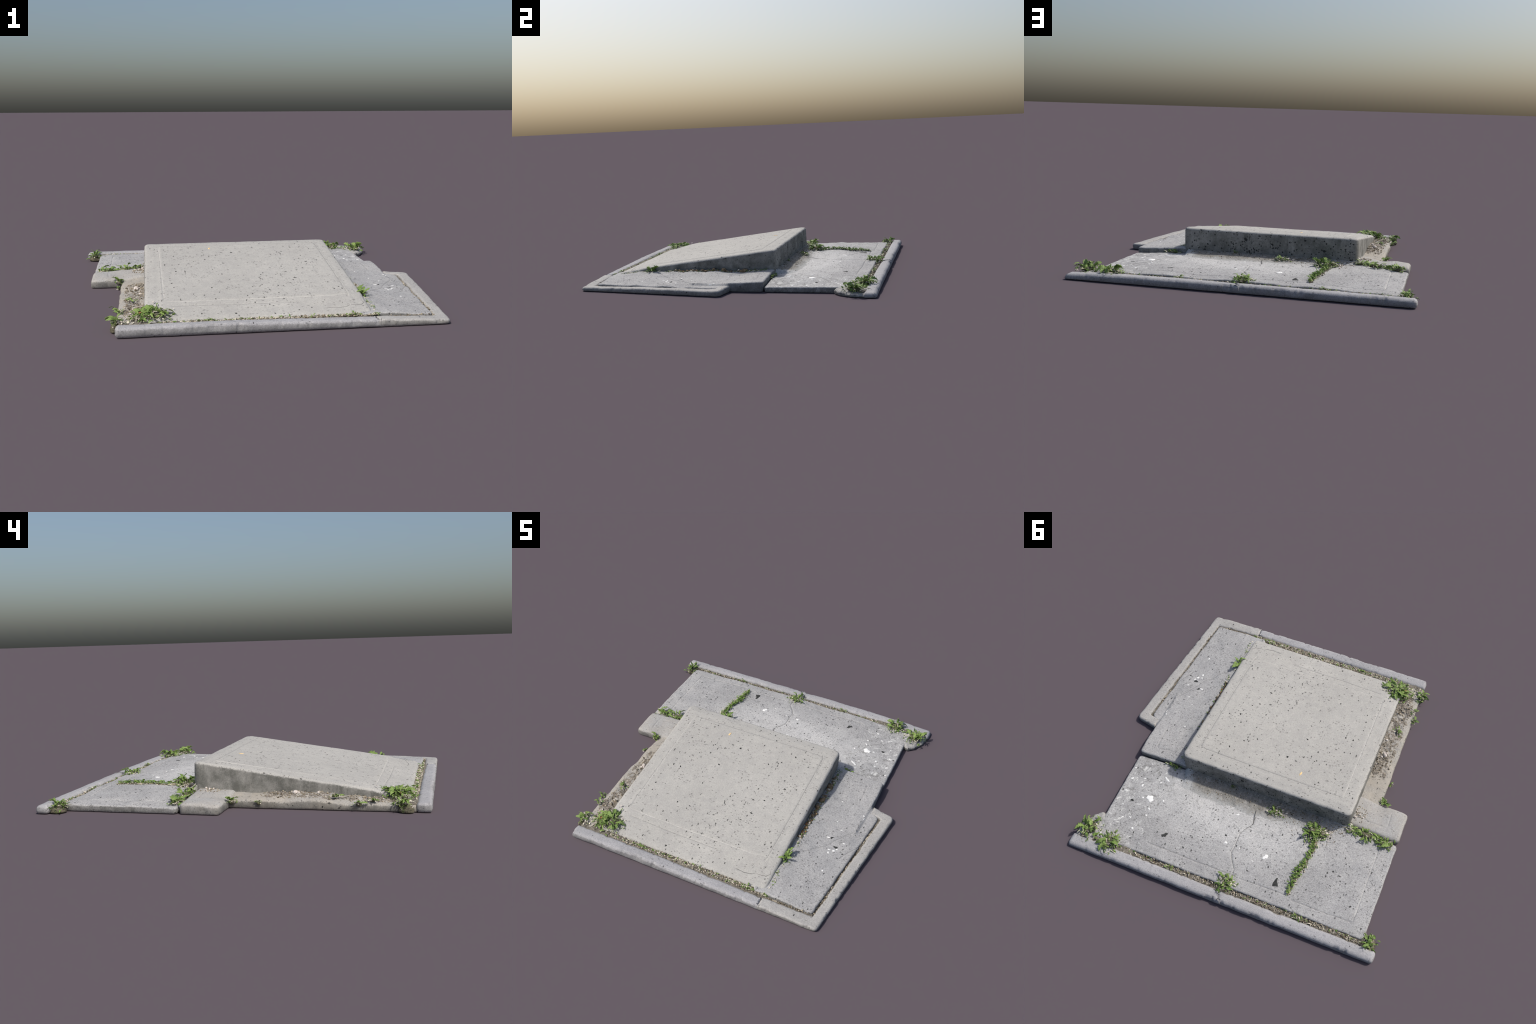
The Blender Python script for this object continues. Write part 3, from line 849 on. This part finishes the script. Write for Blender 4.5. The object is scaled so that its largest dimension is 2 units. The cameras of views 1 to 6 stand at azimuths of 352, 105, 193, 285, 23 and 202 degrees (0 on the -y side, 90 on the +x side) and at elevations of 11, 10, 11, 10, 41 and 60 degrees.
dirt_shade_line("tooled_line", panel_dark, tilt_zt, M_LINE, 0.0026)
dirt_shade_line("tooled_line", panel_pale, tilt_zt, M_PALE, 0.0028)
dirt_shade_line("tooled_line", panel_pale_front, tilt_zt, M_PALE, 0.0024)
dirt_shade_line("tooled_line", panel_second, tilt_zt, M_LINE, 0.0018)
dirt_shade_line("crack", front_crack, tilt_zt, M_CRACK, 0.0032)
dirt_shade_line("crack", chip_crack, tilt_zt, M_CRACK, 0.0018)
dirt_shade_line("crack", joint_crack, back_zt, M_CRACK, 0.0030)
dirt_shade_line("crack", wobble([(-0.014, 0.941), (-0.022, 0.955), (-0.034, 0.974)], 0.003, 40, 19), lambda x, y: back_kerb_h(x, y) + 0.0012, M_CRACK, 0.0022)
dirt_shade_line("crack", wobble([(-0.018, 0.375), (-0.035, 0.466)], 0.002, 20, 18), lambda x, y: np.maximum(back_zt(x, y), 0) + np.interp(y, [0.375, 0.44, 0.47], [0.010, 0.004, 0.002]), M_CRACK, 0.0032)
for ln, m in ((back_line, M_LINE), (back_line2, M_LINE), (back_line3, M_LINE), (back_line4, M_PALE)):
    dirt_shade_line("tooled_line", ln, back_zt, m, 0.0022)
dirt_shade_line("crack", fine_crack, back_zt, M_CRACK, 0.0008)
dirt_shade_line("tooled_line", side_line, side_zt, M_LINE, 0.0010)
dirt_shade_line("crack", side_crack, side_zt, M_CRACK, 0.0008)
dirt_shade_line("crack", side_crack2, side_zt, M_CRACK, 0.0010)
dirt_shade_line("crack", ledge_line, lambda x, y: side_zt(x + 0.006, y), M_CRACK, 0.0020)


# ------------------------------------------------------------------ weeds
def leaf_mesh(seed, lobes=4, wide=0.30):
    """A toothed leaf of length 1 along +x with a folded midrib and real thickness."""
    r = random.Random(seed)
    n = 20
    arch, droop, fold = r.uniform(0.08, 0.30), r.uniform(0.1, 0.6), r.uniform(0.1, 0.6)
    twist = r.uniform(-1.0, 1.0)
    sideways = r.uniform(-0.3, 0.3)
    rows = []
    for i in range(n + 1):
        t = i / n
        body = (math.sin(math.pi * min(1, t ** 0.8)) ** 0.75 if 0 < t < 1 else 0) * (0.55 + 0.55 * t)
        row = []
        for sgn in (-1, 1):
            tooth = 1 - 0.68 * (((t * lobes + (0.18 if sgn > 0 else 0)) % 1.0)) ** 1.4
            w = max(0.018, wide * body * tooth * r.uniform(0.85, 1.1))
            row.append(sgn * w)
        x = t
        z = arch * math.sin(math.pi * t) - droop * t * t * 0.6
        y0 = sideways * t * t
        tw = twist * t
        pts = []
        for o in (row[0], row[0] * 0.5, 0.0, row[1] * 0.5, row[1]):
            zz = z + abs(o) * fold + 0.03 * math.sin(9 * t + 4 * o + seed)
            pts.append(Vector((x + abs(o) * 0.25, y0 + o * math.cos(tw), zz + o * math.sin(tw))))
        rows.append(pts)
    V, F = [], []
    th = 0.014
    for lift in (0, -th):
        for pts in rows:
            V += [p + Vector((0, 0, lift)) for p in pts]
    half = (n + 1) * 5
    for i in range(n):
        for k in range(4):
            a = i * 5 + k
            F.append((a, a + 5, a + 6, a + 1))
            F.append((half + a, half + a + 1, half + a + 6, half + a + 5))
        for k, flip in ((0, False), (4, True)):
            a = i * 5 + k
            q = (a, half + a, half + a + 5, a + 5)
            F.append(q[::-1] if flip else q)
    F.append((0, 1, 2, 3, 4, half + 4, half + 3, half + 2, half + 1, half))
    e = n * 5
    F.append((e + 4, e + 3, e + 2, e + 1, e, half + e, half + e + 1, half + e + 2, half + e + 3, half + e + 4))
    return V, F


LEAVES = []
for i in range(8):
    V, F = leaf_mesh(40 + i, lobes=rng.choice((4, 5, 6)), wide=rng.uniform(0.22, 0.36))
    me = bpy.data.meshes.new("leaf")
    me.from_pydata(V, [], F)
    me.materials.append(M_LEAF)
    me.polygons.foreach_set("use_smooth", [True] * len(me.polygons))
    LEAVES.append((me, V, F))
RUSTY = []
for me, V, F in LEAVES[:2]:
    m2 = me.copy()
    m2.materials.clear()
    m2.materials.append(M_RUST)
    RUSTY.append(m2)


def straw(heap, r, x, y, z, length, mat):
    yaw, el, w = r.uniform(0, 6.3), r.uniform(0.0, 0.8), r.uniform(0.0014, 0.0036)
    V, F, n = [], [], 4
    for i in range(n + 1):
        t = i / n
        ww = w * (1 - 0.6 * t)
        for a in range(3):
            an = a * 2.1
            V.append(Vector((length * t, ww * math.cos(an), ww * math.sin(an) - length * 0.35 * t * t)))
    for i in range(n):
        for a in range(3):
            b = (a + 1) % 3
            F.append((i * 3 + a, i * 3 + b, i * 3 + 3 + b, i * 3 + 3 + a))
    heap.add(V, F, Matrix.Translation((x, y, z)) @ Matrix.Rotation(yaw, 4, "Z") @ Matrix.Rotation(-el, 4, "Y"), mat)


def mini_leaf(heap, r, x, y, z, size, mat):
    me, V, F = r.choice(LEAVES)
    heap.add(V, F, Matrix.Translation((x, y, z)) @ Matrix.Rotation(r.uniform(0, 6.3), 4, "Z") @ Matrix.Rotation(-r.uniform(0.05, 1.0), 4, "Y") @ Matrix.Rotation(r.uniform(-.6, .6), 4, "X") @ Matrix.Diagonal((size,) * 3 + (1,)), mat)


def weed(x, y, z, count, size, spread_xy, rise=(0.1, 0.9), seed=0, lean=None, rust=0, straw_n=14, minis=12, mound=0.012, turn=0.0):
    """A tuft: soil crown with straw and tiny greens, and named leaves round it."""
    r = random.Random(seed)
    sx, sy = spread_xy
    h = Heap()
    h.add(*BLOBS[seed % 6], place(x, y, z, max(sx * 0.75, .008), max(sy * 0.75, .008), mound, turn), 0)

    def spot(k=1.0):
        a, q = r.uniform(0, 6.3), math.sqrt(r.random()) * k
        px, py = sx * q * math.cos(a), sy * q * math.sin(a)
        return x + px * math.cos(turn) - py * math.sin(turn), y + px * math.sin(turn) + py * math.cos(turn), z + mound * 0.8 * (1 - q * q)
    for _ in range(int(straw_n * 1.4)):
        straw(h, r, *spot(1.15), size * r.uniform(0.25, 0.7), 1)
    for _ in range(int(minis * 2.4)):
        mini_leaf(h, r, *spot(1.45), size * r.uniform(0.22, 0.6), 2)
    crown = h.out("weed", [M_CLOD, M_STRAW, M_MOSS], kind=None)
    for i in range(count):
        me = r.choice(RUSTY) if i < rust else r.choice(LEAVES)[0]
        ob = bpy.data.objects.new("leaf", me)
        bpy.context.collection.objects.link(ob)
        px, py, pz = spot(0.75)
        out = math.atan2(py - y, px - x) if r.random() < 0.5 else r.uniform(0, 6.3)
        yaw = out + r.uniform(-0.9, 0.9)
        if lean is not None and r.random() < 0.6:
            yaw = lean + r.uniform(-0.8, 0.8)
        el = r.uniform(rise[0] * 0.7, rise[1] * 0.8)
        if i < rust:
            el = 0.05
        s = size * r.choice((0.45, 0.6, 0.75, 0.9, 1.1)) * r.uniform(0.9, 1.1)
        ob.matrix_world = Matrix.Translation((px, py, pz)) @ Matrix.Rotation(yaw, 4, "Z") @ Matrix.Rotation(-el, 4, "Y") @ Matrix.Rotation(r.uniform(-.9, .9), 4, "X") @ Matrix.Diagonal((s,) * 3 + (1,))
        ob.parent = crown
    return crown


# soil clods that the corner weeds grow from
def clod(x, y, rx, ry, z, seed):
    r = random.Random(seed)
    out = [(x + rx * math.cos(a), y + ry * math.sin(a)) for a in (2 * math.pi * i / 10 for i in range(10))]
    f = lambda px, py: z * (1 - 0.45 * np.clip(((px - x) / rx) ** 2 + ((py - y) / ry) ** 2, 0, 1)) + 0.004 * fbm(px, py, 30, 4, seed)
    block("soil_clod", out, 0.02, f, M_CLOD, edge=0.010, seed=seed, rough=0.004, edge_noise=0.006, spacing=0.006)


block("soil_clod", [(0.830, 0.735), (0.876, 0.724), (0.917, 0.766), (0.950, 0.838), (0.963, 0.90), (0.960, 0.945), (0.83, 0.945)], 0.02,
      lambda x, y: 0.036 - 0.20 * np.clip(x - 0.86, 0, 1) - 0.06 * np.clip(0.80 - y, 0, 1) + 0.005 * fbm(x, y, 30, 4, 140), M_STUB, edge=0.014, seed=140, rough=0.004, edge_noise=0.006, spacing=0.006)
clod(-0.930, 0.895, 0.040, 0.045, 0.030, 150)
clod(-0.722, -0.872, 0.020, 0.040, 0.040, 160)

weed(0.888, 0.850, 0.040, 21, 0.055, (0.056, 0.060), (0.15, 0.95), 1, minis=24, straw_n=18, mound=0.016)
weed(0.725, 0.900, 0.046, 18, 0.054, (0.046, 0.050), (0.1, 0.9), 2, minis=26, straw_n=26, mound=0.016)
weed(-0.032, 0.870, 0.046, 17, 0.050, (0.045, 0.042), (0.2, 1.0), 3, minis=22, straw_n=16, mound=0.014)
weed(-0.932, 0.880, 0.030, 10, 0.050, (0.028, 0.038), (0.5, 1.2), 4, minis=14, straw_n=10, mound=0.014)
weed(-0.690, 0.274, 0.054, 13, 0.050, (0.070, 0.026), (0.2, 0.9), 5, minis=22, straw_n=20, mound=0.014)
weed(-0.815, 0.278, 0.046, 13, 0.052, (0.055, 0.028), (0.2, 0.9), 6, minis=18, straw_n=16, mound=0.012)
weed(-0.605, 0.280, 0.066, 6, 0.036, (0.025, 0.020), (0.2, 0.9), 7, minis=10, straw_n=10, mound=0.010)
weed(-0.395, 0.385, 0.068, 18, 0.050, (0.042, 0.056), (0.2, 1.0), 8, minis=30, straw_n=30, mound=0.020)
weed(-0.450, 0.370, 0.066, 7, 0.030, (0.035, 0.035), (0.1, 0.6), 9, minis=14, straw_n=24, mound=0.014)
weed(-0.130, 0.335, 0.068, 8, 0.034, (0.038, 0.026), (0.1, 0.6), 10, minis=16, straw_n=22, mound=0.012)
weed(0.600, 0.270, 0.050, 8, 0.036, (0.045, 0.014), (0.1, 0.7), 11, minis=12, straw_n=6, mound=0.010, turn=-0.15)
weed(0.540, -0.622, 0.064, 9, 0.058, (0.012, 0.030), (0.2, 1.2), 12, minis=8, straw_n=8, mound=0.012)
weed(-0.540, -0.822, 0.058, 34, 0.058, (0.074, 0.064), (0.0, 0.5), 13, minis=40, straw_n=44, mound=0.022, rust=1)
weed(-0.600, -0.850, 0.056, 10, 0.044, (0.040, 0.035), (0.1, 0.6), 14, minis=18, straw_n=24, mound=0.014)
weed(-0.714, -0.848, 0.042, 13, 0.042, (0.020, 0.034), (0.1, 0.7), 15, lean=math.pi, minis=16, straw_n=14, mound=0.016)
weed(-0.655, -0.515, 0.060, 5, 0.042, (0.018, 0.026), (0.1, 0.5), 16, minis=4, straw_n=6, mound=0.006)
weed(-0.722, -0.640, 0.036, 5, 0.034, (0.008, 0.020), (0.2, 0.9), 17, lean=math.pi, minis=5, straw_n=4, mound=0.012)
weed(-0.735, 0.012, 0.036, 9, 0.040, (0.016, 0.018), (0.2, 1.0), 18, lean=-2.4, minis=10, straw_n=6, mound=0.014)
weed(-0.730, -0.130, 0.030, 3, 0.026, (0.007, 0.014), (0.2, 0.9), 19, lean=math.pi, minis=4, straw_n=3, mound=0.010)
weed(0.322, 0.909, 0.040, 4, 0.024, (0.022, 0.012), (0.3, 0.9), 20, minis=10, straw_n=6, mound=0.007)
weed(-0.500, 0.904, 0.040, 4, 0.024, (0.026, 0.012), (0.3, 0.9), 21, minis=12, straw_n=6, mound=0.007)
weed(0.524, -0.912, 0.040, 3, 0.022, (0.016, 0.008), (0.1, 0.7), 22, minis=9, straw_n=8, mound=0.006)
weed(0.420, -0.905, 0.042, 4, 0.024, (0.030, 0.009), (0.1, 0.7), 23, minis=14, straw_n=12, mound=0.006)
weed(-0.268, -0.905, 0.042, 4, 0.026, (0.020, 0.008), (0.1, 0.6), 24, minis=8, straw_n=6, mound=0.006)
weed(0.532, -0.745, 0.056, 2, 0.022, (0.006, 0.012), (0.2, 0.9), 25, minis=4, straw_n=2, mound=0.006)
weed(0.180, 0.282, 0.080, 2, 0.020, (0.012, 0.006), (0.2, 0.9), 26, minis=5, straw_n=1, mound=0.006)
weed(-0.700, -0.710, 0.050, 3, 0.026, (0.012, 0.018), (0.1, 0.8), 27, lean=math.pi, minis=6, straw_n=12, mound=0.006)

# bleached dead leaf flakes strewn under the tufts
r, h = random.Random(61), Heap()
for x, y, sx, sy, count in ((-0.545, -0.825, 0.062, 0.055, 90), (-0.62, -0.84, 0.045, 0.045, 60), (-0.69, -0.87, 0.02, 0.03, 20), (-0.395, 0.375, 0.050, 0.045, 70), (-0.47, 0.375, 0.035, 0.035, 45),
                             (-0.135, 0.335, 0.045, 0.022, 35), (-0.03, 0.872, 0.038, 0.025, 35), (0.73, 0.885, 0.045, 0.035, 45), (0.885, 0.845, 0.040, 0.045, 25), (-0.70, 0.268, 0.08, 0.014, 40), (-0.60, 0.265, 0.02, 0.014, 20)):
    for _ in range(count):
        px, py = x + r.gauss(0, sx * 0.6), y + r.gauss(0, sy * 0.6)
        s = r.uniform(0.004, 0.010)
        if ground(px, py) > 0.10:      # none on top of the raised slab's high end
            continue
        h.add(*r.choice(BLOBS), place(px, py, ground(px, py) + r.uniform(0.001, 0.012), s, s * r.uniform(.3, .6), s * 0.14, r.uniform(0, 6.3), r.uniform(-.7, .7), r.uniform(-.7, .7)), r.choice((0, 0, 1, 1, 2)))
h.out("dead_leaf_flake", [M_STRAW, M_STONE, M_MOSS])

# ridge of small greens along the mossy crack and in the joints
r, h = random.Random(33), Heap()
L = resample([(-0.41, 0.42), (-0.433, 0.492), (-0.420, 0.56), (-0.410, 0.628), (-0.396, 0.70), (-0.392, 0.745), (-0.394, 0.80)], 0.004)
for i, (x, y) in enumerate(L):
    t = i / len(L)
    z0 = ground(x, y)
    w = 0.017 * (1 - 0.45 * t) * (0.30 + 0.9 * (0.5 + 0.5 * float(vnoise(np.array([t * 11.0]), np.array([2.0]), 5)[0])))
    for _ in range(3):
        px, py = x + r.gauss(-0.006, w * 0.75), y + r.uniform(-.004, .004)
        pebbles(h, r, px, py, z0 + r.uniform(0, 0.006), 0.0055, r.choice((0, 0, 1)))
    for _ in range(r.choice((1, 2, 3, 4)) if w > 0.005 else r.choice((0, 0, 1))):
        px, py = x + r.gauss(0, w * 0.7), y + r.uniform(-.004, .004)
        mini_leaf(h, r, px, py, z0 + r.uniform(0.003, 0.012), r.uniform(0.010, 0.026), 2)
    for _ in range(r.choice((0, 1, 2))):
        straw(h, r, x + r.gauss(-0.003, w), y, z0 + 0.004, r.uniform(0.012, 0.022), 3)
h.out("moss_ridge", [M_PEBBLE, M_CLOD, M_MOSS, M_STRAW])

h = Heap()
for (a, b, z, count, half) in (((-0.50, -0.902), (0.50, -0.902), 0.040, 180, 0.013), ((-0.88, 0.905), (0.70, 0.905), 0.035, 110, 0.010), ((0.536, -0.50), (0.540, 0.22), 0.0, 210, 0.012), ((0.534, -0.86), (0.536, -0.5), 0.0, 30, 0.003)):
    for _ in range(count):
        x, y = along((a, b), r.random())
        if abs(a[0] - b[0]) > 0.1:
            y += r.uniform(-half, half)
        else:
            x += r.uniform(0, half * 2)
        zz = z or ground(x, y)
        if r.random() < 0.45:
            mini_leaf(h, r, x, y, zz, r.uniform(0.008, 0.018), 0)
        else:
            straw(h, r, x, y, zz, r.uniform(0.010, 0.024), 1)
h.out("joint_greens", [M_MOSS, M_STRAW])
bpy.context.view_layer.update()
